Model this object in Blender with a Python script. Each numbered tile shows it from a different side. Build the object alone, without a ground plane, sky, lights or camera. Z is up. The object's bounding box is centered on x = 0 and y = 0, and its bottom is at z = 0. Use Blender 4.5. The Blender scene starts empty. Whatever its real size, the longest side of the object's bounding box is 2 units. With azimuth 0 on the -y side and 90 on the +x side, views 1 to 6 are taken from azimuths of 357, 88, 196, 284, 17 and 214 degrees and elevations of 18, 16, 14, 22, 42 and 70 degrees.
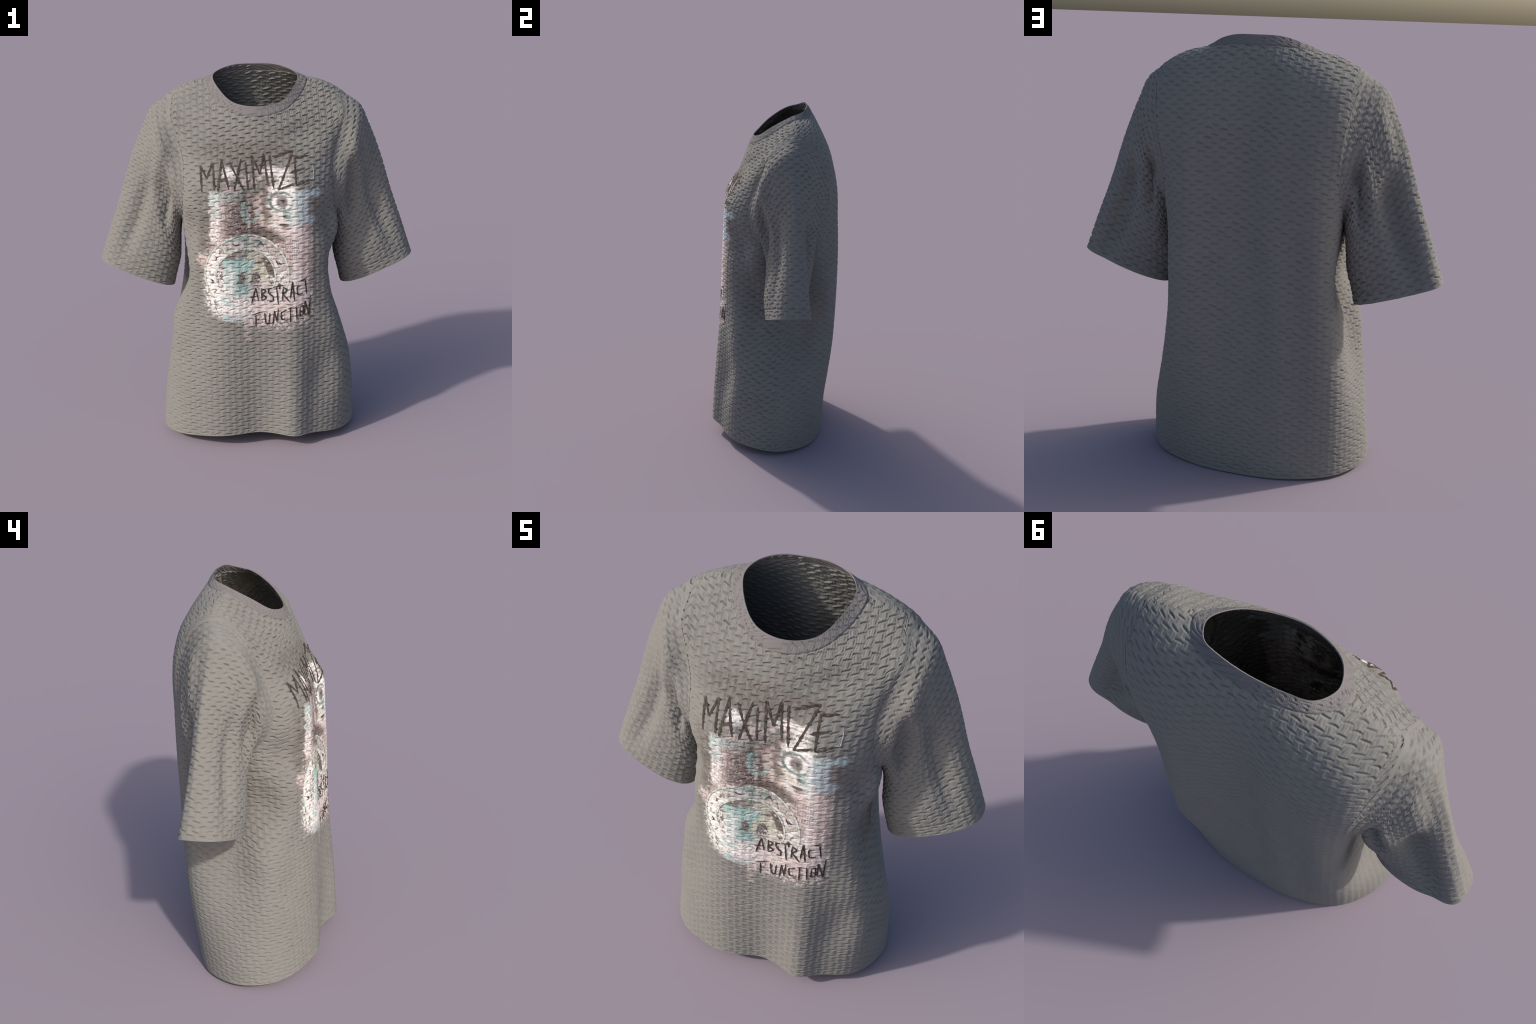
"""Loose grey short-sleeved shirt in coarse woven cloth with a faded print on the chest."""
import bpy, math
import numpy as np

rng = np.random.default_rng(7)
TAU = 2 * math.pi

# ------------------------------------------------------------------ helpers
def hermite(keys, vals, t):
    """Smooth curve through control values (columns of vals) at keys."""
    keys = np.asarray(keys, float); vals = np.asarray(vals, float)
    d = np.diff(keys); s = np.diff(vals, axis=0) / d[:, None]
    m = np.empty_like(vals); m[0] = s[0]; m[-1] = s[-1]
    w = (d[1:] / (d[:-1] + d[1:]))[:, None]
    m[1:-1] = w * s[:-1] + (1 - w) * s[1:]
    i = np.clip(np.searchsorted(keys, t, side="right") - 1, 0, len(keys) - 2)
    h = d[i]; u = ((t - keys[i]) / h)[:, None]; h = h[:, None]
    return ((2*u**3 - 3*u**2 + 1) * vals[i] + (u**3 - 2*u**2 + u) * h * m[i]
            + (3*u**2 - 2*u**3) * vals[i+1] + (u**3 - u**2) * h * m[i+1])

def smooth(a, b, x):
    t = np.clip((x - a) / (b - a), 0, 1)
    return t * t * (3 - 2 * t)

def bump(x, c, w):
    return np.exp(-((x - c) / w) ** 2)

def signed_pow(a, p):
    return np.sign(a) * np.abs(a) ** p

def hash2(i, j):
    h = np.sin(i * 127.1 + j * 311.7) * 43758.5453
    return h - np.floor(h)

def grid_normals(P, closed):
    """P[rows, cols, 3]; cols wrap around when closed."""
    if closed:
        du = np.roll(P, -1, 1) - np.roll(P, 1, 1)
    else:
        du = np.gradient(P, axis=1)
    dv = np.gradient(P, axis=0)
    n = np.cross(du, dv)
    return n / np.maximum(np.linalg.norm(n, axis=2, keepdims=True), 1e-12)

# ------------------------------------------------------------------ woven relief
PITCH_U, PITCH_V = 0.0330, 0.0203          # column width, half the distance between slits of one column
def weave(u, v, depth):
    """Relief of the coarse weave: staggered lens-shaped slits across the columns and
    pairs of upright ticks between them, all a little crooked."""
    v = v + 0.0020 * np.sin(u * 41 + 1.3 * np.sin(v * 17)) + 0.0014 * np.sin(u * 97 + v * 23)
    u = u + 0.0018 * np.sin(v * 53 + 2.1 * np.sin(u * 13)) + 0.0012 * np.sin(v * 131 + u * 31)
    U = u / PITCH_U
    i = np.floor(U); f = U - i - 0.5
    V = v / (2 * PITCH_V) + 0.5 * np.mod(i, 2)
    j = np.floor(V + 0.5)
    r1, r2, r3 = hash2(i, j), hash2(i + 57, j + 13), hash2(i + 5, j + 91)
    dv = (V - j) * 2 * PITCH_V + (r1 - 0.5) * 0.005 + f * (r2 - 0.5) * 0.014 - 0.0050 * (1 - 4 * f * f) * (r3 - 0.15)
    lens = np.clip(1 - (np.abs(f + 0.10 * (r1 - 0.5)) / (0.50 + 0.06 * r3)) ** 3, 0, 1)
    wall = np.where(dv > 0, 0.0012 + 0.0010 * lens, 0.0020 + 0.0034 * lens)      # steep upper lip, gentle lower one
    slit = -np.exp(-(dv / wall) ** 2) * np.sqrt(lens) * (0.75 + 0.45 * r2)
    lip = 0.06 * np.exp(-((np.abs(dv) - 0.0078) / 0.0040) ** 2) * lens
    mid = PITCH_V - np.abs(dv)                            # distance from the middle of the float
    tick = 0.0
    for k, q in ((-1, r1), (1, r3)):
        line = (f - k * (0.25 + 0.06 * (q - 0.5))) * PITCH_U + 0.08 * (q - 0.5) * dv
        tick = tick - np.exp(-(line / 0.0030) ** 2) * (0.15 + 0.65 * q)
    tick = tick * (1 - smooth(0.006, 0.013, mid))
    seam = -0.15 * np.exp(-((np.abs(f) - 0.5) * PITCH_U / 0.004) ** 2)
    streak = 0.07 * np.sin(u * 640 + 2 * np.sin(v * 60)) * np.sin(v * 47 + i)
    swell = 0.05 * np.cos(TAU * f)
    return depth * (slit + lip + 0.46 * tick + seam + streak + swell)

# ------------------------------------------------------------------ torso
# each ring: z at front, side, back; front centre y; front (x, y); front corner (x, y); side (x, y);
# back corner (x, y); back (x, y); back centre y
RINGS = [
    (0.078, 0.026, 0.003, -0.328, 0.220, -0.325, 0.430, -0.235, 0.537, 0.000, 0.440, 0.195, 0.220, 0.298, 0.318),
    (0.250, 0.240, 0.220, -0.325, 0.220, -0.318, 0.430, -0.225, 0.522, 0.000, 0.435, 0.230, 0.230, 0.310, 0.322),
    (0.450, 0.450, 0.450, -0.320, 0.210, -0.315, 0.420, -0.212, 0.480, 0.020, 0.430, 0.258, 0.250, 0.325, 0.320),
    (0.600, 0.610, 0.610, -0.314, 0.200, -0.313, 0.405, -0.203, 0.438, 0.030, 0.420, 0.270, 0.260, 0.335, 0.318),
    (0.770, 0.780, 0.780, -0.306, 0.200, -0.310, 0.385, -0.200, 0.400, 0.035, 0.405, 0.280, 0.260, 0.342, 0.318),
    (0.990, 1.000, 1.000, -0.296, 0.200, -0.310, 0.365, -0.205, 0.385, 0.040, 0.395, 0.292, 0.260, 0.348, 0.313),
    (1.190, 1.200, 1.200, -0.286, 0.200, -0.304, 0.360, -0.210, 0.405, 0.050, 0.395, 0.300, 0.260, 0.352, 0.311),
    (1.390, 1.400, 1.400, -0.273, 0.200, -0.286, 0.370, -0.193, 0.435, 0.060, 0.405, 0.295, 0.260, 0.350, 0.307),
    (1.510, 1.570, 1.550, -0.244, 0.190, -0.236, 0.382, -0.140, 0.470, 0.070, 0.425, 0.288, 0.250, 0.346, 0.304),
    (1.595, 1.720, 1.660, -0.214, 0.200, -0.184, 0.400, -0.102, 0.497, 0.078, 0.425, 0.272, 0.230, 0.330, 0.298),
    (1.660, 1.825, 1.775, -0.190, 0.190, -0.152, 0.385, -0.066, 0.498, 0.085, 0.405, 0.243, 0.215, 0.299, 0.286),
    (1.710, 1.884, 1.860, -0.173, 0.170, -0.146, 0.330, -0.045, 0.425, 0.087, 0.345, 0.208, 0.190, 0.259, 0.260),
    (1.745, 1.920, 1.922, -0.160, 0.150, -0.130, 0.280, -0.020, 0.342, 0.082, 0.280, 0.176, 0.150, 0.222, 0.233),
    (1.768, 1.934, 1.958, -0.154, 0.130, -0.120, 0.235, -0.020, 0.270, 0.077, 0.222, 0.159, 0.122, 0.201, 0.211),
    (1.816, 1.951, 2.000, -0.127, 0.120, -0.095, 0.192, -0.020, 0.221, 0.078, 0.185, 0.145, 0.108, 0.174, 0.184),
]
# local draping: centre x, y, z; reach x, y, z; shift x, y, z
DRAPE = [
    (0.42, 0.16, 0.75, 0.14, 0.10, 0.30, -0.080, 0.000, 0.0),      # deep hollow on the +x side
    (0.41, 0.27, 0.85, 0.09, 0.08, 0.33, -0.028, 0.000, 0.0),
    (0.40, 0.12, 0.60, 0.10, 0.08, 0.15, -0.030, 0.000, 0.0),
    (0.39, 0.32, 1.28, 0.07, 0.08, 0.22, -0.028, -0.012, 0.0),
    (0.32, 0.34, 0.68, 0.07, 0.10, 0.36, 0.000, 0.022, 0.0),       # ridge behind it
    (0.28, 0.35, 1.02, 0.06, 0.10, 0.38, 0.000, 0.014, 0.0),
    (0.43, -0.08, 0.46, 0.12, 0.10, 0.22, 0.028, -0.008, 0.0),     # and in front of it
    (0.42, -0.22, 0.33, 0.10, 0.10, 0.22, 0.014, -0.010, 0.0),
    (0.33, -0.28, 0.42, 0.08, 0.10, 0.14, 0.000, 0.018, 0.0),
    (0.40, -0.23, 0.66, 0.09, 0.09, 0.12, 0.014, -0.018, 0.0),
    (0.42, -0.12, 0.88, 0.09, 0.08, 0.11, -0.030, 0.008, 0.0),     # folds falling from the +x armpit
    (0.40, -0.10, 1.17, 0.08, 0.09, 0.10, 0.028, -0.020, 0.0),
    (0.35, -0.21, 1.23, 0.08, 0.09, 0.09, -0.012, 0.034, 0.0),
    (0.40, -0.17, 0.99, 0.07, 0.08, 0.08, -0.022, 0.024, 0.0),
    (-0.46, -0.14, 0.52, 0.12, 0.13, 0.24, -0.030, 0.000, 0.0),    # fuller -x side
    (-0.45, -0.09, 0.73, 0.10, 0.11, 0.13, -0.034, 0.000, 0.0),
    (-0.41, -0.24, 0.52, 0.09, 0.09, 0.13, 0.006, 0.020, 0.0),
    (-0.44, 0.20, 0.60, 0.12, 0.12, 0.25, -0.012, 0.006, 0.0),
    (-0.39, 0.08, 0.92, 0.10, 0.12, 0.15, 0.035, 0.000, 0.0),      # hollow under the -x arm
    (-0.36, -0.21, 1.19, 0.08, 0.09, 0.09, 0.020, 0.042, 0.0),
    (-0.34, -0.26, 0.80, 0.08, 0.10, 0.10, 0.000, 0.010, 0.0),
    (-0.24, 0.35, 1.05, 0.08, 0.10, 0.50, 0.000, -0.020, 0.0),
    (-0.41, -0.11, 0.94, 0.08, 0.09, 0.10, 0.034, 0.004, 0.0),
    (0.22, -0.26, 1.46, 0.105, 0.14, 0.10, 0.000, -0.021, 0.0),    # chest
    (-0.23, -0.26, 1.46, 0.105, 0.14, 0.10, 0.000, -0.021, 0.0),
    (0.46, -0.03, 1.74, 0.07, 0.08, 0.09, 0.012, -0.024, 0.006),   # shoulder running into the sleeve
    (-0.46, -0.03, 1.74, 0.07, 0.08, 0.09, -0.012, -0.024, 0.006),
    (0.00, -0.32, 0.45, 0.12, 0.12, 0.35, 0.000, -0.014, 0.0),
    (-0.49, -0.12, 0.06, 0.12, 0.14, 0.12, -0.012, -0.014, 0.0),
]
COLLAR_RING = 13
NU = 600

def ring_points(K):
    """Twelve control points round each ring, from the front centre by the +x side and back."""
    zf, zs, zb = K[:, 0], K[:, 1], K[:, 2]
    o = np.zeros_like(zf)
    right = [(o, K[:, 3], zf),
             (K[:, 4], K[:, 5], zs + 0.87 * (zf - zs)), (K[:, 6], K[:, 7], zs + 0.42 * (zf - zs)),
             (K[:, 8], K[:, 9], zs),
             (K[:, 10], K[:, 11], zs + 0.48 * (zb - zs)), (K[:, 12], K[:, 13], zs + 0.92 * (zb - zs)),
             (o, K[:, 14], zb)]
    left = [(-x, y, z) for x, y, z in right[5:0:-1]]
    return np.stack([np.stack(p, 1) for p in right + left], 1)      # rows, 12, 3

def closed_curve(C, n):
    """Even-spaced closed smooth curve through control points C[k, 3]; side points stay on quarter turns."""
    k = len(C)
    ext = np.concatenate([C[-4:], C, C[:5]])
    d = np.concatenate([[0], np.cumsum(np.linalg.norm(np.diff(ext, axis=0), axis=1) ** 0.7)])
    out = []
    for q in range(4):
        a, b = d[4 + q * k // 4], d[4 + (q + 1) * k // 4]
        tt = np.linspace(a, b, n // 4 * 2 + 1)
        p = hermite(d, ext, tt)
        L = np.concatenate([[0], np.cumsum(np.linalg.norm(np.diff(p, axis=0), axis=1))])
        f = np.linspace(0, L[-1], n // 4 + 1)[:-1]
        out.append(np.stack([np.interp(f, L, p[:, a_]) for a_ in range(3)], 1))
    return np.concatenate(out)

def torso_folds(X, Y, Z, ang, z0):
    """Outward push (m) of the drape: soft vertical folds, hem waves, dents beside the sleeves."""
    front = smooth(-0.1, 0.25, np.cos(ang)); back = smooth(-0.1, 0.25, -np.cos(ang))
    low = 1 - smooth(0.10, 0.95, z0)
    d = front * low * (0.038 * bump(X, 0.17, 0.075) - 0.020 * bump(X, -0.03, 0.09) + 0.010 * bump(X, -0.25, 0.09))
    # drape from the chest points down to the sides
    ax = np.abs(X)
    line = 0.305 + 0.10 * (1.30 - Z)
    d = d + front * 0.010 * bump(ax, line, 0.035) * smooth(0.65, 0.95, Z) * (1 - smooth(1.15, 1.42, Z))
    # faint long folds on the back
    d = d + back * 0.004 * np.sin(X * 34 + 1.2 * np.sin(Z * 3.1)) * smooth(0.2, 0.8, Z) * (1 - smooth(1.5, 1.7, Z))
    # creases running from under the arm towards the chest
    side = np.abs(np.sin(ang)) ** 4
    wr = np.sin((Z - 0.55 * (0.45 - ax)) * 120 + 3 * np.sin(X * 9))
    d = d + 0.0018 * wr * front * bump(ax, 0.37, 0.06) * bump(Z, 1.12, 0.14)
    return d

def build_torso():
    R = np.array(RINGS)
    step = np.abs(np.diff(R, axis=0))
    length = np.maximum(np.hypot(step[:, 3], step[:, 0]), np.hypot(step[:, 14], step[:, 2]))
    length = np.maximum(length, np.hypot(step[:, 8], step[:, 1]) * 0.9)
    keys = np.concatenate([[0], np.cumsum(length)])
    NV = int(keys[-1] / 0.0026)
    t = np.linspace(0, keys[-1], NV + 1)
    C = ring_points(hermite(keys, R, t))
    P = np.stack([closed_curve(c, NU) for c in C])
    for cx, cy, cz, rx, ry, rz, dx, dy, dz in DRAPE:
        w = np.exp(-((P[..., 0] - cx) / rx) ** 2 - ((P[..., 1] - cy) / ry) ** 2 - ((P[..., 2] - cz) / rz) ** 2)
        P = P + w[..., None] * np.array((dx, dy, dz))
    # soften the joins between quarters
    for _ in range(12):
        P = 0.5 * P + 0.25 * (np.roll(P, 1, 1) + np.roll(P, -1, 1))
    angles = np.broadcast_to((np.arange(NU) / NU * TAU)[None, :], P.shape[:2])
    nrm = grid_normals(P, True)
    zmid = P[..., 2]
    P = P + nrm * torso_folds(P[..., 0], P[..., 1], P[..., 2], angles, zmid)[..., None]
    # cloth coordinates: V runs up the cloth, over the shoulders along lines of constant x
    rise = np.linalg.norm(np.diff(P[..., 1:], axis=0), axis=2)
    V = np.concatenate([np.zeros((1, NU)), np.cumsum(rise, 0)], 0)
    V = V - V[:1] + P[:1, :, 2]
    r0 = int(np.searchsorted(t, keys[7]))
    xs = np.linspace(0, 0.5, 101)
    for k in range(4):
        idx = (np.arange(NU // 4 + 1) + k * (NU // 4)) % NU
        if k in (1, 3): idx = idx[::-1]                    # walk from the centre line to the side
        ax = np.maximum.accumulate(np.abs(P[:, idx, 0]), axis=1)
        lines = np.stack([np.stack([np.interp(xs, ax[r], P[r, idx, a]) for a in (1, 2)], 1) for r in range(r0, len(t))])
        run = np.concatenate([np.zeros((1, len(xs))), np.cumsum(np.linalg.norm(np.diff(lines, axis=0), axis=2), 0)], 0)
        start = np.interp(xs, ax[r0], V[r0, idx])
        for r in range(r0 + 1, len(t)):
            V[r, idx] = np.interp(ax[r], xs, start + run[r - r0])
    k = 1 - smooth(1.35, 1.65, P[..., 2])
    nxt = np.roll(P, -1, 1) - P
    du = np.sqrt(nxt[..., 0] ** 2 + k * nxt[..., 1] ** 2)
    half = NU // 2
    U = np.zeros(P.shape[:2])
    q = NU // 4
    cs = np.cumsum(du, 1)
    U[:, 1:] = cs[:, :-1]
    total_front = U[:, q]
    Ub = U[:, half][:, None]
    col = np.arange(NU)
    Uf = np.where(col[None, :] <= q, U, U - (cs[:, -1:]))          # front measured from front centre
    Ubk = U - Ub + 7.013                                           # back measured from back centre
    isfront = (col <= q) | (col >= NU - q)
    UU = np.where(isfront[None, :], Uf, Ubk)
    return P, UU, V, t, keys, isfront

# ------------------------------------------------------------------ sleeves
# outer (top) line x, y, z; inner (under) line x, y, z; y of front, y of back; roundness outer, inner; place of the fullest part
SLEEVE = [
    (0.549, 0.070, 1.799, 0.405, 0.065, 1.180, -0.128, 0.244, 1.8, 2.2, 0.45),
    (0.601, 0.072, 1.702, 0.412, 0.060, 1.120, -0.092, 0.236, 1.7, 2.2, 0.41),
    (0.673, 0.082, 1.530, 0.416, 0.055, 1.040, -0.064, 0.212, 1.5, 2.2, 0.36),
    (0.739, 0.092, 1.322, 0.420, 0.050, 0.975, -0.064, 0.186, 1.7, 2.2, 0.36),
    (0.798, 0.100, 1.155, 0.438, 0.045, 0.903, -0.072, 0.170, 2.1, 2.2, 0.42),
    (0.860, 0.104, 0.972, 0.458, 0.045, 0.822, -0.060, 0.172, 2.8, 2.3, 0.48),
]
NS = 256
ARM_Z, ARM_HALF_Z, ARM_HALF_ANGLE = 1.530, 0.335, 0.56       # armhole as an oval in (turn, height) around the side line

def torso_at(P, ang, z):
    """Point of the torso grid at given turn angles and heights (side region only)."""
    cols = ang / TAU * NU
    c0 = np.floor(cols).astype(int); f = (cols - c0)[:, None]
    out = np.empty((len(ang), 3))
    for k in range(len(ang)):
        line = P[:, c0[k] % NU] * (1 - f[k]) + P[:, (c0[k] + 1) % NU] * f[k]
        top = int(line[:, 2].argmax())
        zz = line[:top + 1, 2]
        for a in range(3):
            out[k, a] = np.interp(z[k], zz, line[:top + 1, a])
    return out

def armhole_loop(P, side, scale):
    th = np.arange(NS) / NS * TAU                        # 0 = top, quarter = front
    ang = math.pi / 2 - np.sin(th) * ARM_HALF_ANGLE * scale * (1 - 0.12 * np.cos(th))
    z = ARM_Z + np.cos(th) * ARM_HALF_Z * scale
    if side < 0: ang = TAU - ang
    return torso_at(P, ang, z)

def even_halves(C):
    """Ring with points spread evenly along its front half and its back half."""
    h = len(C) // 2
    out = C.copy()
    for idx in (np.arange(h + 1), (np.arange(h + 1) + h) % len(C)):
        p = C[idx]
        L = np.concatenate([[0], np.cumsum(np.linalg.norm(np.diff(p, axis=0), axis=1))])
        f = np.linspace(0, L[-1], h + 1)
        out[idx] = np.stack([np.interp(f, L, p[:, k]) for k in range(3)], 1)
    return out

def sleeve_folds(a, s, side):
    """Outward push (m); a = degrees round the sleeve from the outer line by the front, s = armhole to cuff."""
    d = 0
    #      start angle, end angle, start s, end s, width, height
    for a0, a1, s0, s1, w, h in (
            (102, 108, 0.10, 0.52, 12, -0.034), (84, 88, 0.05, 0.48, 15, -0.026), (62, 66, 0.05, 0.40, 11, 0.008),
            (50, 54, 0.30, 1.02, 15, -0.026), (28, 50, 0.15, 0.60, 11, 0.005),
            (257, 252, 0.06, 0.55, 12, -0.042), (280, 274, 0.06, 0.50, 10, 0.010), (308, 302, 0.34, 1.10, 18, -0.050),
            (326, 322, 0.08, 0.50, 10, 0.006), (344, 338, 0.12, 0.45, 10, -0.005)):
        wave = 0.0 if side > 0 else 5.0
        k = np.clip((s - s0) / (s1 - s0), 0, 1)
        env = smooth(0, 0.25, (s - s0) / (s1 - s0)) * (1 - smooth(0.55, 1.0, (s - s0) / (s1 - s0)))
        d = d + h * bump(a, a0 + (a1 - a0) * k + wave, w) * env * (1.0 if side > 0 else 1.1)
    return d

def build_sleeve(P0, side):
    S = np.array(SLEEVE)
    ang = np.arange(NS) / NS * TAU                       # 0 = outer line, quarter = front
    s, c = np.sin(ang)[None, :, None], np.cos(ang)[None, :, None]
    T, B = S[:, None, 0:3], S[:, None, 3:6]
    n = np.where(c >= 0, S[:, None, 8:9], S[:, None, 9:10])
    f = S[:, None, 10:11]
    yf, yb = S[:, None, 6:7], S[:, None, 7:8]
    along = f + np.where(c >= 0, 1 - f, f) * signed_pow(c, 2 / n)       # 0 = inner line, 1 = outer line
    ring = B + (T - B) * along
    line = B[..., 1:2] + (T - B)[..., 1:2] * f
    ring[..., 1:2] += np.where(s >= 0, yf - line, yb - line) * np.abs(s) ** (2 / n)
    ring[..., 0] *= side
    if side < 0: ring[..., 1] += np.linspace(0, 0.017, len(S))[:, None]      # this sleeve hangs a little further back
    loop = armhole_loop(P0, side, 1.0); inside = armhole_loop(P0, side, 0.90)
    loop, inside = even_halves(loop), even_halves(inside)
    out = (inside - loop); out /= np.linalg.norm(out, axis=1, keepdims=True)
    ring[0] = even_halves(ring[0]); loop = even_halves(loop)
    go = ring[0] - loop; dist = np.linalg.norm(go, axis=1, keepdims=True)
    w = smooth(-0.40, 0.35, np.cos(ang))[:, None]
    m0 = w * out * dist * 1.15 + (1 - w) * go
    rings = np.concatenate([loop[None], ring])
    rings[1:] = np.stack([even_halves(c) for c in rings[1:]])
    keys = np.concatenate([[0], np.cumsum(np.linalg.norm(np.diff(rings, axis=0), axis=2).mean(1))])
    n_rows = int(keys[-1] / 0.0027)
    t = np.linspace(0, keys[-1], n_rows + 1)
    Q = hermite(keys, rings.reshape(len(rings), -1), t).reshape(len(t), NS, 3)
    # leave the armhole along the torso surface over the shoulder
    d = np.diff(keys)
    slope = (rings[1:] - rings[:-1]) / d[:, None, None]
    u = np.clip(t / d[0], 0, 1)[:, None, None]
    Q = Q + (u**3 - 2*u**2 + u) * (m0 - slope[0] * d[0])
    n0 = grid_normals(Q, True)
    if np.mean(np.sum(n0 * (Q - Q.mean(1, keepdims=True)), 2)) < 0: n0 = -n0
    Q = Q + n0 * sleeve_folds(np.degrees(ang)[None, :], (t / t[-1])[:, None], side)[..., None]
    for _ in range(6):
        Q[1:] = (0.5 * Q + 0.25 * (np.roll(Q, 1, 1) + np.roll(Q, -1, 1)))[1:]
    n0 = grid_normals(Q, True)
    if np.mean(np.sum(n0 * (Q - Q.mean(1, keepdims=True)), 2)) < 0:
        Q = Q[:, ::-1].copy(); n0 = grid_normals(Q, True)
        turn = np.broadcast_to(ang[::-1][None], Q.shape[:2])
    else:
        turn = np.broadcast_to(ang[None], Q.shape[:2])
    V = -np.concatenate([np.zeros((1, NS)), np.cumsum(np.linalg.norm(np.diff(Q, axis=0), axis=2), 0)], 0)
    V = V - V[-1:]
    half_turn = np.where(turn > math.pi, turn - TAU, turn)
    order = np.argsort(half_turn[0])
    arc_len = np.zeros(Q.shape[:2])
    arc_len[:, order[1:]] = np.cumsum(np.linalg.norm(np.diff(Q[:, order], axis=1), axis=2), 1)
    zero = int(np.argmin(np.abs(half_turn[0])))
    U = arc_len - arc_len[:, zero:zero + 1] + 3.3 + side
    return Q, n0, U, V, t, turn

# ------------------------------------------------------------------ mesh output
def shell_object(name, P, N, quads_mask, closed, rims, thickness, material, parent):
    """Cloth sheet of real thickness from a grid; quads_mask picks cells, rims lists open grid edges (row indices)."""
    rows, cols = P.shape[:2]
    rr, cc = np.nonzero(quads_mask)
    c2 = (cc + 1) % cols
    q = np.stack([rr * cols + cc, rr * cols + c2, (rr + 1) * cols + c2, (rr + 1) * cols + cc], 1)
    used = np.zeros(rows * cols, bool); used[q.ravel()] = True
    remap = np.cumsum(used) - 1
    n = int(used.sum())
    outer = P.reshape(-1, 3)[used]; nor = N.reshape(-1, 3)[used]
    inner = outer - nor * thickness
    q = remap[q]
    verts = [outer, inner]; norms = [nor, -nor]
    faces = [q, q[:, ::-1] + n]
    base = 2 * n
    for row, up in rims:                                   # hems: folded edge strip with its own normals
        ids = np.nonzero(quads_mask[row if up == 0 else row - 1])[0]
        a = remap[row * cols + ids]; b = remap[row * cols + (ids + 1) % cols]
        m = len(ids)
        other = row + 1 if up == 0 else row - 1
        da = (P[row, ids] - P[other, ids]); da /= np.linalg.norm(da, axis=1, keepdims=True)
        verts.append(np.concatenate([outer[a], outer[b], inner[b], inner[a]]))
        norms.append(np.concatenate([da] * 4))
        k = base + np.arange(m)
        f = np.stack([k, k + m, k + 2 * m, k + 3 * m], 1)
        faces.append(f[:, ::-1] if up == 0 else f)
        base += 4 * m
    verts = np.concatenate(verts).astype(np.float32); norms = np.concatenate(norms)
    faces = np.concatenate(faces).astype(np.int32)
    me = bpy.data.meshes.new(name)
    me.vertices.add(len(verts)); me.vertices.foreach_set("co", verts.ravel())
    me.loops.add(faces.size); me.loops.foreach_set("vertex_index", faces.ravel())
    me.polygons.add(len(faces))
    me.polygons.foreach_set("loop_start", np.arange(len(faces), dtype=np.int32) * 4)
    me.update(calc_edges=True)
    me.polygons.foreach_set("use_smooth", np.ones(len(faces), bool))
    me.normals_split_custom_set_from_vertices(norms.astype(np.float32))
    me.materials.append(material)
    ob = bpy.data.objects.new(name, me)
    bpy.context.scene.collection.objects.link(ob)
    ob.parent = parent
    return ob

# ------------------------------------------------------------------ materials
def srgb(r, g, b):
    f = lambda v: v / 12.92 if v <= 0.04045 else ((v + 0.055) / 1.055) ** 2.4
    return (f(r / 255), f(g / 255), f(b / 255), 1)

class Nodes:
    def __init__(self, name):
        self.mat = bpy.data.materials.new(name); self.mat.use_nodes = True
        self.t = self.mat.node_tree; self.t.nodes.clear()
    def new(self, kind, **kw):
        n = self.t.nodes.new(kind)
        for k, v in kw.items(): setattr(n, k, v)
        return n
    def link(self, a, b): self.t.links.new(a, b)
    def put(self, sock, v):
        if isinstance(v, bpy.types.NodeSocket): self.link(v, sock)
        else: sock.default_value = v
    def math(self, op, a, b=0.0, c=0.0, clamp=False):
        n = self.new("ShaderNodeMath", operation=op, use_clamp=clamp)
        self.put(n.inputs[0], a); self.put(n.inputs[1], b); self.put(n.inputs[2], c)
        return n.outputs[0]
    def mix(self, f, a, b):
        n = self.new("ShaderNodeMix", data_type="RGBA")
        self.put(n.inputs[0], f); self.put(n.inputs[6], a); self.put(n.inputs[7], b)
        return n.outputs[2]
    def noise(self, vec, scale, detail=3.0, rough=0.55):
        n = self.new("ShaderNodeTexNoise"); self.link(vec, n.inputs["Vector"])
        n.inputs["Scale"].default_value = scale; n.inputs["Detail"].default_value = detail
        n.inputs["Roughness"].default_value = rough
        return n.outputs[0]
    def step(self, x, a, b):
        n = self.new("ShaderNodeMapRange", interpolation_type="SMOOTHSTEP")
        self.put(n.inputs[0], x); self.put(n.inputs[1], a); self.put(n.inputs[2], b)
        return n.outputs[0]

FABRIC = srgb(129, 127, 122)
COLLAR = srgb(122, 118, 117)

def cloth(name, base, print_fn=None):
    g = Nodes(name)
    co = g.new("ShaderNodeTexCoord").outputs["Object"]
    tone = g.noise(co, 9, 4, 0.6)
    fine = g.noise(co, 320, 2, 0.6)
    dark = tuple(v * 0.975 for v in base[:3]) + (1,); light = tuple(v * 1.02 for v in base[:3]) + (1,)
    col = g.mix(g.step(tone, 0.35, 0.65), dark, light)
    col = g.mix(g.math("MULTIPLY", g.step(fine, 0.3, 0.7), 0.10), col, light)
    if print_fn: col = print_fn(g, co, col)
    b = g.new("ShaderNodeBsdfPrincipled")
    g.put(b.inputs["Base Color"], col)
    b.inputs["Roughness"].default_value = 0.9
    b.inputs["Specular IOR Level"].default_value = 0.15
    bp = g.new("ShaderNodeBump"); bp.inputs["Strength"].default_value = 0.12; bp.inputs["Distance"].default_value = 0.002
    g.link(g.noise(co, 180, 3, 0.6), bp.inputs["Height"]); g.link(bp.outputs[0], b.inputs["Normal"])
    out = g.new("ShaderNodeOutputMaterial"); g.link(b.outputs[0], out.inputs[0])
    return g.mat

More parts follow.
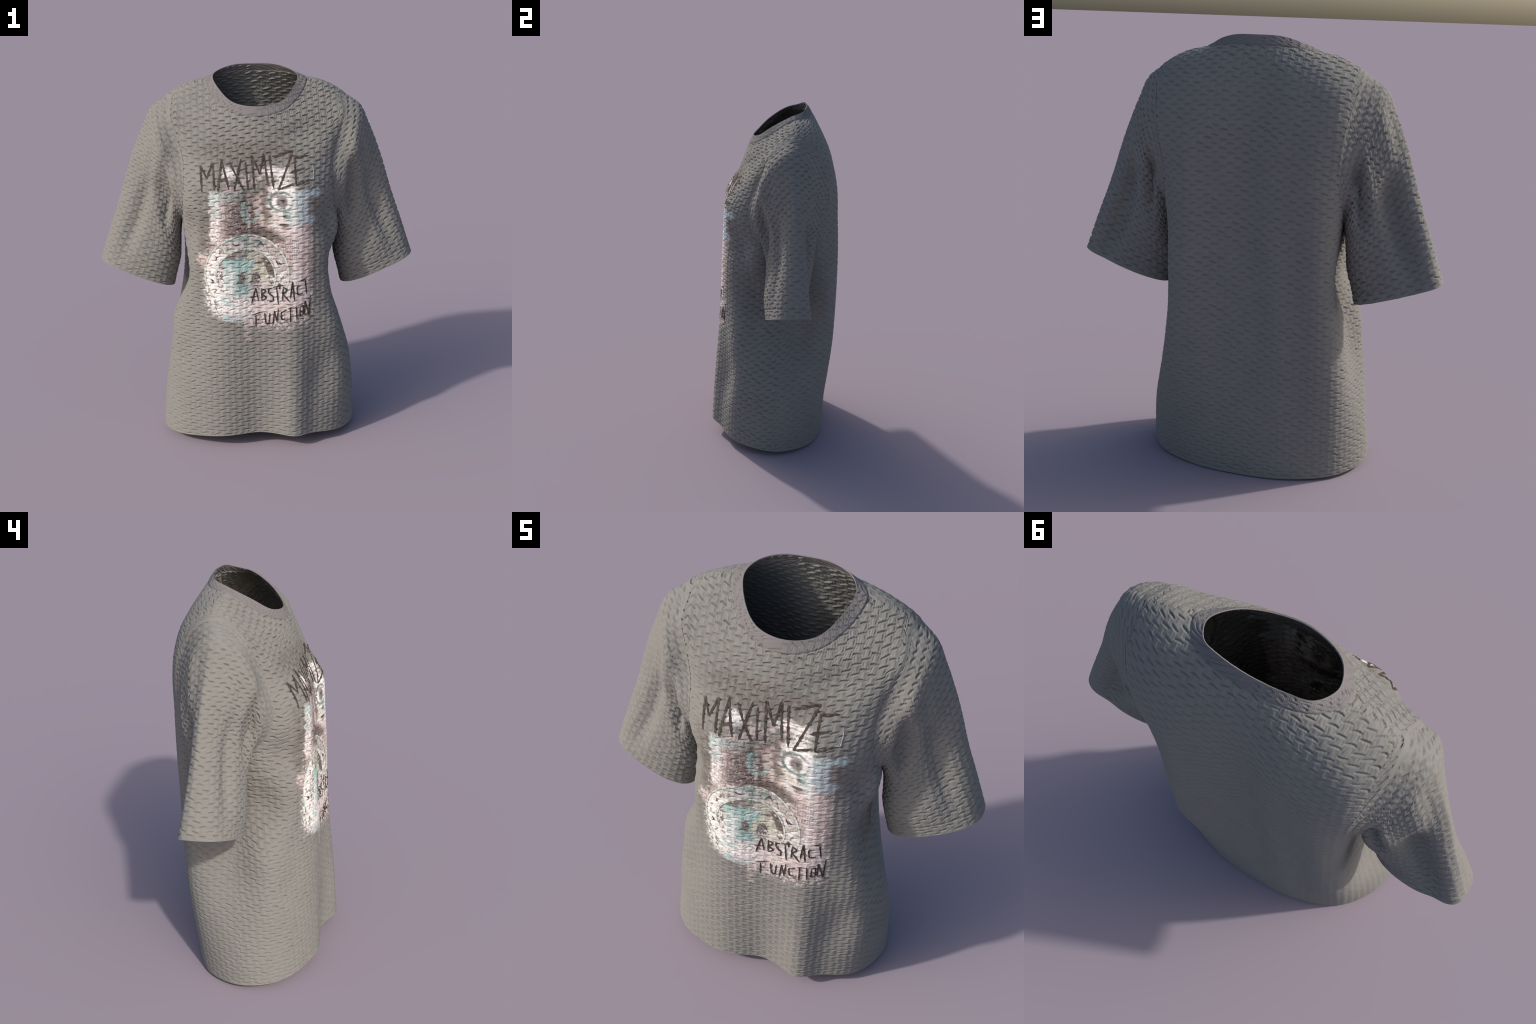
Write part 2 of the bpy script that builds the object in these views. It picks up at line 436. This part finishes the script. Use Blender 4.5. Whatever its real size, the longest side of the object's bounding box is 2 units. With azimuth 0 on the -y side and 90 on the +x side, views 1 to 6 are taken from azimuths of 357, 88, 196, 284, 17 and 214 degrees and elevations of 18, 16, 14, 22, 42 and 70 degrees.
# ------------------------------------------------------------------ faded print on the chest
# The print has its own flat frame (X right, Y down, about one unit across); these turn it to and from x, z.
def print_to_cloth(X, Y):
    return (-0.3509 + 0.6893 * X - 0.0171 * Y + 0.0039 * Y * Y,
            1.6883 - 0.0183 * X - 0.6293 * Y - 0.0425 * Y * Y)

WHITE, PINK, CREAM = srgb(228, 223, 219), srgb(203, 185, 180), srgb(184, 180, 163)
CYAN, TEAL, BROWN = srgb(154, 185, 180), srgb(104, 129, 123), srgb(90, 79, 73)
TAUPE, MAUVE, INK = srgb(111, 101, 95), srgb(132, 121, 126), srgb(58, 50, 45)

def chest_print(g, co, col):
    sep = g.new("ShaderNodeSeparateXYZ"); g.link(co, sep.inputs[0])
    x, z = sep.outputs[0], sep.outputs[2]
    M = g.math
    zz = M("MULTIPLY", z, z)
    X = M("MULTIPLY_ADD", x, 1.4499, M("MULTIPLY_ADD", zz, -0.0152, M("MULTIPLY_ADD", z, 0.012, 0.5317)))
    Y = M("MULTIPLY_ADD", x, -0.0382, M("MULTIPLY_ADD", zz, -0.1264, M("MULTIPLY_ADD", z, -1.1462, 2.2826)))
    flat = g.new("ShaderNodeCombineXYZ"); g.link(X, flat.inputs[0]); g.link(Y, flat.inputs[1])
    flat = flat.outputs[0]
    n1 = g.noise(flat, 14, 4, 0.6); n2 = g.noise(flat, 45, 4, 0.65); n3 = g.noise(flat, 6, 3, 0.55)
    streak_map = g.new("ShaderNodeMapping"); streak_map.inputs["Scale"].default_value = (9, 110, 1)
    g.link(flat, streak_map.inputs[0]); streak = g.noise(streak_map.outputs[0], 1, 3, 0.6)
    grit = g.noise(flat, 150, 3, 0.7)
    # torn rows: slices of the print slipped sideways, edges frayed
    row = g.new("ShaderNodeTexWhiteNoise", noise_dimensions="1D")
    g.link(M("FLOOR", M("MULTIPLY", Y, 34)), row.inputs["W"])
    slip = M("MULTIPLY", M("SUBTRACT", row.outputs[0], 0.5), 0.022)
    Xs = M("ADD", X, M("ADD", slip, M("MULTIPLY", M("SUBTRACT", n2, 0.5), 0.05)))
    Ys = M("ADD", Y, M("MULTIPLY", M("SUBTRACT", n1, 0.5), 0.06))

    def oval(cx, cy, rx, ry, soft=0.3, warp=True):
        a, b = (Xs, Ys) if warp else (X, Y)
        u = M("MULTIPLY", M("SUBTRACT", a, cx), 1 / rx); v = M("MULTIPLY", M("SUBTRACT", b, cy), 1 / ry)
        d = M("SQRT", M("MULTIPLY_ADD", u, u, M("MULTIPLY", v, v)))
        return g.step(d, 1 + soft / 2, 1 - soft / 2)
    def box(x0, x1, y0, y1, soft=0.02, warp=True):
        a, b = (Xs, Ys) if warp else (X, Y)
        u = M("SUBTRACT", M("ABSOLUTE", M("SUBTRACT", a, (x0 + x1) / 2)), (x1 - x0) / 2)
        v = M("SUBTRACT", M("ABSOLUTE", M("SUBTRACT", b, (y0 + y1) / 2)), (y1 - y0) / 2)
        return g.step(M("MAXIMUM", u, v), soft / 2, -soft / 2)
    def both(a, b): return M("MULTIPLY", a, b)
    def put(mask, strength, colour):
        nonlocal col
        col = g.mix(M("MULTIPLY", mask, strength, clamp=True), col, colour)
    def rough(lo, hi, tex): return g.step(tex, lo, hi)

    # brown haze round the print, broken script above the title
    put(both(oval(0.50, 0.78, 0.52, 0.74, 0.5), rough(0.25, 0.7, n3)), 0.25, TAUPE)
    put(both(oval(0.42, 0.15, 0.36, 0.10, 0.9), rough(0.25, 0.6, n1)), 0.50, TAUPE)
    put(both(oval(0.40, 0.13, 0.30, 0.08, 0.7), rough(0.48, 0.60, n2)), 0.75, srgb(98, 91, 84))
    put(both(box(0.07, 0.17, 0.43, 0.86, 0.08), rough(0.3, 0.6, n1)), 0.6, BROWN)
    # ground of the print: pale pink block with streaks
    ground = both(box(0.155, 0.90, 0.43, 1.34, 0.05), oval(0.52, 0.82, 0.44, 0.60, 0.12))
    put(both(ground, rough(0.22, 0.50, n1)), 0.80, PINK)
    put(both(ground, rough(0.50, 0.62, streak)), 0.55, MAUVE)
    put(both(box(0.25, 0.75, 0.25, 0.45, 0.06), rough(0.45, 0.60, n1)), 0.7, PINK)
    put(both(oval(0.295, 0.285, 0.045, 0.04, 0.6), rough(0.3, 0.5, n2)), 0.9, WHITE)
    put(both(oval(0.63, 0.27, 0.12, 0.030, 0.7), rough(0.35, 0.6, streak)), 0.95, WHITE)
    put(both(oval(0.70, 0.31, 0.06, 0.05, 0.7), rough(0.42, 0.55, n2)), 0.8, WHITE)
    # left block
    put(both(box(0.155, 0.23, 0.42, 0.80, 0.03), rough(0.30, 0.55, n2)), 0.85, WHITE)
    put(both(box(0.16, 0.42, 0.425, 0.50, 0.04), rough(0.30, 0.60, n1)), 0.75, CYAN)
    put(both(box(0.16, 0.22, 0.44, 0.62, 0.03), rough(0.40, 0.60, streak)), 0.7, CYAN)
    put(both(oval(0.40, 0.60, 0.13, 0.17, 0.9), rough(0.25, 0.55, n1)), 0.85, BROWN)
    put(both(oval(0.33, 0.70, 0.10, 0.06, 0.9), rough(0.30, 0.6, n1)), 0.7, BROWN)
    put(both(box(0.385, 0.425, 0.40, 0.60, 0.02), rough(0.30, 0.55, n2)), 0.9, TEAL)
    # fine scribble: thin level lines of noise in white and brown, upright wear lines along the weave
    inside = both(box(0.16, 0.90, 0.40, 1.36, 0.06), 1.0)
    line_a = g.step(M("ABSOLUTE", M("SUBTRACT", g.noise(flat, 22, 3, 0.5), 0.5)), 0.045, 0.008)
    line_b = g.step(M("ABSOLUTE", M("SUBTRACT", g.noise(flat, 30, 2, 0.5), 0.46)), 0.035, 0.006)
    put(both(inside, line_a), 0.40, PINK)
    put(both(inside, line_b), 0.55, BROWN)
    put(both(inside, rough(0.60, 0.70, n2)), 0.65, WHITE)
    put(both(inside, rough(0.42, 0.32, n2)), 0.55, BROWN)
    for xx in (0.205, 0.435, 0.795):
        put(both(box(xx - 0.008, xx + 0.008, 0.45, 1.34, 0.01), rough(0.40, 0.60, n1)), 0.5, WHITE)
    # head: hair, pale cheek, ringed eye, nose, mouth, jaw
    put(both(oval(0.47, 0.47, 0.09, 0.08, 0.8), rough(0.35, 0.6, n1)), 0.8, BROWN)
    put(oval(0.655, 0.55, 0.165, 0.185, 0.35), 0.95, PINK)
    put(both(oval(0.68, 0.48, 0.13, 0.13, 0.5), rough(0.22, 0.40, n1)), 0.97, WHITE)
    put(both(oval(0.70, 0.66, 0.11, 0.08, 0.7), rough(0.25, 0.5, n1)), 0.7, WHITE)
    put(both(oval(0.60, 0.62, 0.09, 0.06, 0.8), rough(0.35, 0.6, n2)), 0.7, CREAM)
    ring = both(oval(0.68, 0.49, 0.095, 0.080, 0.14, False), M("SUBTRACT", 1.0, oval(0.68, 0.49, 0.075, 0.062, 0.14, False)))
    put(ring, 0.85, TEAL)
    put(oval(0.682, 0.492, 0.042, 0.046, 0.6, False), 0.80, BROWN)
    put(oval(0.690, 0.488, 0.013, 0.016, 0.6, False), 0.6, INK)
    put(oval(0.655, 0.440, 0.070, 0.012, 0.7), 0.55, TAUPE)
    put(both(oval(0.60, 0.40, 0.11, 0.06, 0.6), rough(0.50, 0.60, n2)), 0.6, BROWN)
    put(oval(0.700, 0.575, 0.010, 0.055, 0.8, False), 0.45, TAUPE)
    put(oval(0.728, 0.602, 0.038, 0.016, 0.6, False), 0.95, BROWN)
    put(oval(0.714, 0.668, 0.054, 0.011, 0.6, False), 0.95, BROWN)
    put(oval(0.714, 0.692, 0.042, 0.012, 0.7, False), 0.85, srgb(138, 112, 106))
    put(both(oval(0.565, 0.52, 0.040, 0.15, 0.7), rough(0.30, 0.5, n1)), 0.75, BROWN)
    put(both(oval(0.78, 0.72, 0.10, 0.04, 0.8), rough(0.3, 0.5, n1)), 0.7, PINK)
    put(both(oval(0.76, 0.60, 0.05, 0.07, 0.8), rough(0.4, 0.55, n1)), 0.8, CYAN)
    put(oval(0.53, 0.745, 0.14, 0.055, 0.8), 0.85, BROWN)
    put(oval(0.65, 0.775, 0.08, 0.030, 0.8), 0.75, TAUPE)
    # ear swirl
    swirl = both(oval(0.445, 0.575, 0.065, 0.085, 0.2), M("SUBTRACT", 1.0, oval(0.455, 0.56, 0.045, 0.065, 0.3)))
    put(both(swirl, rough(0.3, 0.6, n2)), 0.75, CYAN)
    # blue-white broken bars on the right
    for b in (box(0.775, 0.975, 0.398, 0.455, 0.012), box(0.775, 0.89, 0.45, 0.60, 0.02), box(0.80, 0.925, 0.60, 0.66, 0.012)):
        put(both(b, rough(0.34, 0.52, grit)), 0.95, srgb(172, 186, 188))
    put(both(oval(0.915, 0.53, 0.05, 0.075, 0.6), rough(0.25, 0.5, n1)), 0.6, TAUPE)
    put(both(box(0.735, 0.785, 0.37, 0.72, 0.02), rough(0.30, 0.55, streak)), 0.7, WHITE)
    # body on the right, dotted patch
    put(both(box(0.70, 0.90, 0.76, 1.26, 0.06), rough(0.25, 0.55, n1)), 0.85, PINK)
    put(both(box(0.76, 0.83, 0.70, 1.20, 0.05), rough(0.40, 0.60, streak)), 0.7, WHITE)
    dots = g.new("ShaderNodeTexVoronoi", feature="F1"); dots.inputs["Scale"].default_value = 62; dots.inputs["Randomness"].default_value = 0.35
    g.link(flat, dots.inputs["Vector"])
    put(both(box(0.66, 0.82, 0.785, 0.93, 0.05), g.step(dots.outputs[0], 0.45, 0.25)), 0.8, MAUVE)
    put(both(oval(0.88, 0.98, 0.05, 0.20, 0.9), rough(0.45, 0.65, n1)), 0.6, BROWN)
    # round emblem: rim band, inner disc with blue quarter and arch
    cx, cy, rx, ry = 0.425, 1.045, 0.312, 0.300
    put(oval(cx, cy, rx, ry, 0.05, False), 0.55, PINK)
    disc = oval(cx - 0.010, cy + 0.01, 0.222, 0.208, 0.06, False)
    band = both(oval(cx, cy, rx, ry, 0.04, False), M("SUBTRACT", 1.0, disc))
    put(both(band, rough(0.30, 0.50, n1)), 0.80, WHITE)
    put(both(both(band, box(0.45, 0.80, 0.70, 1.40, 0.1)), rough(0.30, 0.6, n1)), 0.75, TAUPE)
    put(both(band, rough(0.53, 0.60, n2)), 0.75, BROWN)
    put(both(both(band, oval(0.37, 0.80, 0.18, 0.08, 0.5)), rough(0.35, 0.6, n1)), 0.8, TEAL)
    put(both(both(band, oval(0.16, 1.12, 0.08, 0.22, 0.6)), rough(0.30, 0.55, n2)), 0.95, WHITE)
    put(disc, 0.85, TAUPE)
    put(both(disc, box(0.44, 0.70, 0.80, 1.12, 0.05)), 0.7, BROWN)
    put(both(box(0.245, 0.485, 0.925, 1.19, 0.02), rough(0.22, 0.42, n1)), 0.95, CYAN)
    put(both(box(0.225, 0.335, 0.98, 1.20, 0.05), rough(0.35, 0.6, n1)), 0.8, WHITE)
    put(both(box(0.40, 0.54, 0.88, 0.95, 0.03), rough(0.3, 0.5, n1)), 0.75, CREAM)
    put(both(box(0.395, 0.44, 0.77, 0.94, 0.02), rough(0.3, 0.55, n2)), 0.6, TEAL)
    arch = both(oval(0.505, 1.09, 0.085, 0.125, 0.10), M("SUBTRACT", 1.0, oval(0.490, 1.10, 0.035, 0.075, 0.2)))
    put(arch, 0.9, CREAM)
    put(both(oval(0.490, 1.10, 0.036, 0.076, 0.2), box(0.3, 0.6, 1.0, 1.16, 0.03)), 0.9, BROWN)
    put(both(box(0.36, 0.415, 1.03, 1.115, 0.02), rough(0.2, 0.4, n1)), 0.9, BROWN)
    put(both(box(0.335, 0.48, 1.115, 1.19, 0.03), rough(0.35, 0.6, n1)), 0.8, TEAL)
    low = both(box(0.12, 0.72, 0.76, 1.36, 0.06), rough(0.55, 0.66, n2))
    put(low, 0.6, WHITE)
    put(both(box(0.12, 0.72, 0.76, 1.36, 0.06), rough(0.42, 0.33, n2)), 0.5, BROWN)
    splash = both(both(both(oval(0.43, 1.13, 0.34, 0.30, 0.3), box(0.13, 0.90, 0.70, 1.40, 0.04)), M("SUBTRACT", 1.0, M("MULTIPLY", disc, 0.85))), rough(0.46, 0.56, n1))
    put(splash, 0.75, WHITE)
    put(both(both(oval(0.67, 1.22, 0.23, 0.18, 0.35), rough(0.44, 0.54, n2)), rough(0.30, 0.45, n1)), 0.85, WHITE)
    put(both(oval(0.19, 1.14, 0.09, 0.20, 0.5), rough(0.44, 0.54, n2)), 0.85, WHITE)
    # bottom: white scrapes, blue bar, drips
    put(both(box(0.22, 0.50, 1.195, 1.345, 0.04), rough(0.32, 0.52, n2)), 0.85, WHITE)
    put(both(box(0.22, 0.42, 1.20, 1.30, 0.04), rough(0.48, 0.6, n1)), 0.7, CYAN)
    put(both(box(0.235, 0.445, 1.335, 1.385, 0.015), rough(0.28, 0.48, n2)), 0.9, srgb(172, 186, 188))
    put(both(box(0.44, 0.88, 1.09, 1.40, 0.06), rough(0.42, 0.58, n2)), 0.9, srgb(188, 176, 172))
    put(both(oval(0.62, 1.33, 0.32, 0.12, 0.4), rough(0.47, 0.55, n2)), 0.8, PINK)
    put(both(box(0.44, 0.92, 1.30, 1.44, 0.05), rough(0.55, 0.62, n1)), 0.5, BROWN)
    put(both(box(0.410, 0.440, 1.37, 1.53, 0.02), rough(0.30, 0.50, n2)), 0.85, srgb(176, 164, 158))
    put(both(box(0.505, 0.525, 1.38, 1.46, 0.015), rough(0.30, 0.50, n2)), 0.75, srgb(176, 164, 158))
    put(both(oval(0.10, 0.945, 0.04, 0.055, 0.7), rough(0.35, 0.55, n2)), 0.85, PINK)
    # worn speckle through everything printed
    put(both(oval(0.50, 0.85, 0.46, 0.62, 0.3), rough(0.60, 0.72, grit)), 0.45, TAUPE)
    return col

# brush strokes of the words, in the print frame (thousandths)
TITLE = {
    "M": [[(95, 430), (85, 235), (130, 325), (175, 210), (187, 405)]],
    "A": [[(210, 410), (240, 190), (292, 398)], [(204, 338), (282, 314)]],
    "X": [[(294, 198), (402, 408)], [(382, 178), (330, 408)]],
    "I": [[(414, 200), (432, 402)]],
    "M.": [[(480, 408), (460, 152), (520, 290), (547, 138), (578, 372)]],
    "I.": [[(588, 148), (620, 392)]],
    "Z": [[(622, 167), (764, 114), (655, 398), (772, 348)]],
    "E": [[(774, 162), (782, 362)], [(772, 168), (878, 154)], [(735, 276), (852, 240)], [(782, 362), (886, 324)]],
}
MOTTO = {
    "A": [[(458, 1258), (490, 1143), (512, 1243)], [(448, 1217), (503, 1200)]],
    "B": [[(535, 1145), (536, 1240)], [(535, 1147), (567, 1163), (540, 1188), (570, 1214), (537, 1238)]],
    "S": [[(614, 1140), (584, 1150), (586, 1178), (620, 1205), (622, 1236), (590, 1246)]],
    "T": [[(618, 1137), (668, 1124)], [(645, 1130), (660, 1262)]],
    "R": [[(695, 1130), (690, 1236)], [(695, 1130), (727, 1152), (695, 1186), (747, 1242)]],
    "A.": [[(750, 1218), (765, 1090), (782, 1237)], [(748, 1172), (786, 1165)]],
    "C": [[(836, 1118), (800, 1130), (805, 1190), (846, 1180)]],
    "T.": [[(822, 1087), (874, 1074)], [(862, 1076), (876, 1192)]],
    "F": [[(490, 1338), (491, 1432)], [(463, 1341), (532, 1320)], [(490, 1382), (521, 1370)]],
    "U": [[(555, 1325), (566, 1402), (590, 1402), (596, 1323)]],
    "N": [[(620, 1412), (630, 1310), (650, 1392), (660, 1290)]],
    "C.": [[(722, 1300), (680, 1322), (686, 1372), (716, 1364)]],
    "T..": [[(733, 1291), (768, 1280)], [(750, 1286), (752, 1392)]],
    "I": [[(795, 1270), (801, 1372)]],
    "O": [[(825, 1282), (850, 1270), (851, 1340), (826, 1350), (825, 1282)]],
    "N.": [[(860, 1342), (865, 1240), (895, 1352), (906, 1203)]],
}

class Chest:
    """Height map y(x, z) of the finished chest cloth, to lay paint on it."""
    def __init__(self, PT):
        cols = np.r_[NU - NU // 4:NU, 0:NU // 4 + 1]
        F = PT[:, cols]
        self.x = np.linspace(-0.36, 0.36, 361); self.z = np.linspace(0.5, 1.7, 801)
        Y = np.empty((len(F), 361)); Z = np.empty((len(F), 361))
        for r in range(len(F)):
            xr = np.maximum.accumulate(F[r, :, 0])
            Y[r] = np.interp(self.x, xr, F[r, :, 1]); Z[r] = np.interp(self.x, xr, F[r, :, 2])
        self.y = np.stack([np.interp(self.z, np.maximum.accumulate(Z[:, k]), Y[:, k]) for k in range(361)], 1)
    def at(self, x, z):
        i = np.clip((z - self.z[0]) / (self.z[1] - self.z[0]), 0, len(self.z) - 1.001)
        j = np.clip((x - self.x[0]) / (self.x[1] - self.x[0]), 0, len(self.x) - 1.001)
        a, b = i.astype(int), j.astype(int); u, v = i - a, j - b
        y = self.y
        return y[a, b]*(1-u)*(1-v) + y[a+1, b]*u*(1-v) + y[a, b+1]*(1-u)*v + y[a+1, b+1]*u*v

def paint(name, chest, strokes, width, material, parent, lift=0.0018, seed=0):
    """One mesh of thin paint strokes (print-frame polylines) lying on the cloth."""
    r = np.random.default_rng(seed)
    verts, faces, base = [], [], 0
    for pts in strokes:
        pts = np.asarray(pts, float) / 1000
        seg = np.linalg.norm(np.diff(pts, axis=0), axis=1); L = np.concatenate([[0], np.cumsum(seg)])
        n = max(int(L[-1] / 0.0038), 4)
        tt = np.linspace(0, L[-1], n + 1)
        c = np.stack([np.interp(tt, L, pts[:, k]) for k in (0, 1)], 1)
        for _ in range(2): c[1:-1] = 0.5 * c[1:-1] + 0.25 * (c[:-2] + c[2:])
        d = np.gradient(c, axis=0); d /= np.linalg.norm(d, axis=1, keepdims=True)
        side = np.stack([-d[:, 1], d[:, 0]], 1)
        wob = np.interp(tt, np.linspace(0, L[-1], n // 4 + 2), r.uniform(0.65, 1.25, n // 4 + 2))
        ends = np.minimum(1, 0.35 + np.minimum(tt, L[-1] - tt) / 0.03)
        half = width / 2000 * wob * ends
        m = max(3, int(width / 3.2))
        off = np.linspace(-1, 1, m + 1)
        XY = c[:, None] + side[:, None] * (half[:, None] * off[None])[..., None]
        x, z = print_to_cloth(XY[..., 0], XY[..., 1])
        y = chest.at(x, z) - lift
        verts.append(np.stack([x, y, z], 2).reshape(-1, 3))
        k = np.arange(n)[:, None] * (m + 1) + np.arange(m)[None] + base
        faces.append(np.stack([k, k + 1, k + m + 2, k + m + 1], 2).reshape(-1, 4))
        base += (n + 1) * (m + 1)
    me = bpy.data.meshes.new(name)
    me.from_pydata(np.concatenate(verts).tolist(), [], np.concatenate(faces).tolist())
    me.polygons.foreach_set("use_smooth", np.ones(len(me.polygons), bool))
    me.materials.append(material)
    ob = bpy.data.objects.new(name, me)
    bpy.context.scene.collection.objects.link(ob)
    ob.parent = parent
    return ob

def paint_material(name, a, b, scale):
    g = Nodes(name)
    co = g.new("ShaderNodeTexCoord").outputs["Object"]
    col = g.mix(g.step(g.noise(co, scale, 4, 0.65), 0.40, 0.68), a, b)
    p = g.new("ShaderNodeBsdfPrincipled"); g.put(p.inputs["Base Color"], col)
    p.inputs["Roughness"].default_value = 0.85; p.inputs["Specular IOR Level"].default_value = 0.15
    out = g.new("ShaderNodeOutputMaterial"); g.link(p.outputs[0], out.inputs[0])
    return g.mat

def arc(cx, cy, rx, ry, a0, a1, n=40):
    a = np.radians(np.linspace(a0, a1, n))
    return [(cx + rx * math.cos(v), cy - ry * math.sin(v)) for v in a]

# ------------------------------------------------------------------ assemble
shirt = bpy.data.objects.new("shirt", None)
bpy.context.scene.collection.objects.link(shirt)
shirt["label"] = "loose grey short-sleeved shirt with coarse weave and faded chest print"
shirt["category"] = "shirt"

body_mat = cloth("woven_cloth", FABRIC)
front_mat = cloth("woven_cloth_printed", FABRIC, chest_print)
collar_mat = cloth("ribbed_collar_cloth", COLLAR)

P, U, V, t, keys, isfront = build_torso()
N0 = grid_normals(P, True)
collar_row = int(np.searchsorted(t, keys[COLLAR_RING]))
collar_d = np.linalg.norm(np.roll(P, -1, 1) - P, axis=2)
collar_u = np.concatenate([np.zeros((len(t), 1)), np.cumsum(collar_d, 1)[:, :-1]], 1)
in_collar = smooth(collar_row, collar_row + 2, np.arange(len(t)))[:, None]
collar_v = (np.linalg.norm(np.diff(P, axis=0, prepend=P[:1]), axis=2)).cumsum(0)
ribs = 0.0006 * np.sin(collar_u * 1100)
relief = weave(U, V, 0.0082) * np.where(isfront[None, :], 1.0, 0.72) * (1 - in_collar) + (weave(collar_u, collar_v, 0.0042) + ribs) * in_collar
edge_fade = smooth(0, 4, np.arange(len(t)))[:, None] * smooth(0, 4, len(t) - 1 - np.arange(len(t)))[:, None]
rowi = np.arange(len(t))[:, None]
seam = -0.0025 * bump(rowi, collar_row, 1.6) + 0.0012 * smooth(collar_row, collar_row + 3, rowi)
turn = np.arange(NU)[None, :] / NU * TAU
off_side = np.minimum(np.abs(turn - math.pi / 2), np.abs(turn - 1.5 * math.pi))
rel_z = (P[..., 2] - ARM_Z) / ARM_HALF_Z
oval = np.sqrt((off_side / (ARM_HALF_ANGLE * (1 - 0.12 * np.clip(rel_z, -1, 1)))) ** 2 + rel_z ** 2)
tuck = -0.0014 * (1 - smooth(0.970, 0.992, oval))
D = relief * edge_fade * smooth(0.988, 1.005, oval) + seam + tuck
PT = P + N0 * D[..., None]
body_relief = D
NT = grid_normals(PT, True)

rows = len(t)
cellrow = np.arange(rows - 1)[:, None]; cellcol = np.arange(NU)[None, :]
fcell = (cellcol < NU // 4) | (cellcol >= NU - NU // 4)
body = cellrow < collar_row
mx, my, mz = PT[:-1, :, 0], PT[:-1, :, 1], PT[:-1, :, 2]
armhole = oval[:-1] < 0.955
THICK = 0.004
front = shell_object("front_panel", PT, NT, body & fcell & ~armhole, True, [(0, 0)], THICK, front_mat, shirt)
back = shell_object("back_panel", PT, NT, body & ~fcell & ~armhole, True, [(0, 0)], THICK, body_mat, shirt)
collar = shell_object("collar", PT, NT, (~body) & (cellcol >= 0), True, [(rows - 1, 1)], THICK, collar_mat, shirt)

for side in (1, -1):
    SP, n0, SU, SV, st, sturn = build_sleeve(P, side)
    r = np.arange(len(st))[:, None]
    D = weave(SU, SV, 0.0082) * smooth(0, 4, len(st) - 1 - r) * smooth(0, 2, r) - 0.003 * bump(SV, 0.055, 0.004) + 0.0004 * (1 - smooth(0, 6, r))
    SP = SP + n0 * D[..., None]
    sn = grid_normals(SP, True)
    shell_object("sleeve", SP, sn, np.ones((len(st) - 1, NS), bool), True, [(len(st) - 1, 1)], THICK, body_mat, shirt)

# ------------------------------------------------------------------ painted words and emblem lines
chest = Chest(P + N0 * np.maximum(body_relief, -0.0022)[..., None])     # paint bridges the slits
ink = paint_material("brown_brush_ink", srgb(64, 56, 51), srgb(96, 86, 80), 60)
ink_dark = paint_material("dark_brush_ink", srgb(48, 41, 37), srgb(78, 68, 62), 70)
pale = paint_material("pale_line_paint", srgb(206, 210, 198), srgb(150, 152, 143), 50)
cream = paint_material("cream_mark_paint", srgb(170, 165, 148), srgb(124, 116, 104), 60)
for n, (ch, strokes) in enumerate(TITLE.items()):
    paint("letter", chest, strokes, 14, ink, front, 0.0024, n)
for n, (ch, strokes) in enumerate(MOTTO.items()):
    paint("letter", chest, strokes, 9.5, ink_dark, front, 0.0026, 40 + n)
paint("emblem_rim", chest, [arc(425, 1045, 312, 300, -42, 215, 90)], 12, pale, front, 0.0018, 90)
paint("emblem_rim", chest, [arc(415, 1055, 222, 208, -25, 190, 70)], 12, pale, front, 0.0018, 91)
paint("emblem_rim", chest, [arc(425, 1045, 312, 300, 215, 238, 20)], 7, pale, front, 0.0018, 92)
marks = np.random.default_rng(11)
for k, a in enumerate(np.linspace(-18, 205, 17)):            # worn glyphs between the two rims
    v = math.radians(a); ex, ey = math.cos(v), -math.sin(v)
    cx, cy = 420 + 265 * ex, 1050 + 253 * ey
    tx, ty = -ey, ex
    strokes = []
    for _ in range(2):
        p = marks.uniform(-1, 1, (3, 2))
        strokes.append([(cx + 26 * q[0] * tx + 22 * q[1] * ex, cy + 26 * q[0] * ty + 22 * q[1] * ey) for q in p])
    paint("emblem_glyph", chest, strokes, 8, cream if k % 3 else ink, front, 0.0020, 100 + k)
paint("scratch", chest, [[(908, 225), (918, 262), (914, 325), (885, 318), (850, 340)]], 6, pale, front, 0.0018, 120)
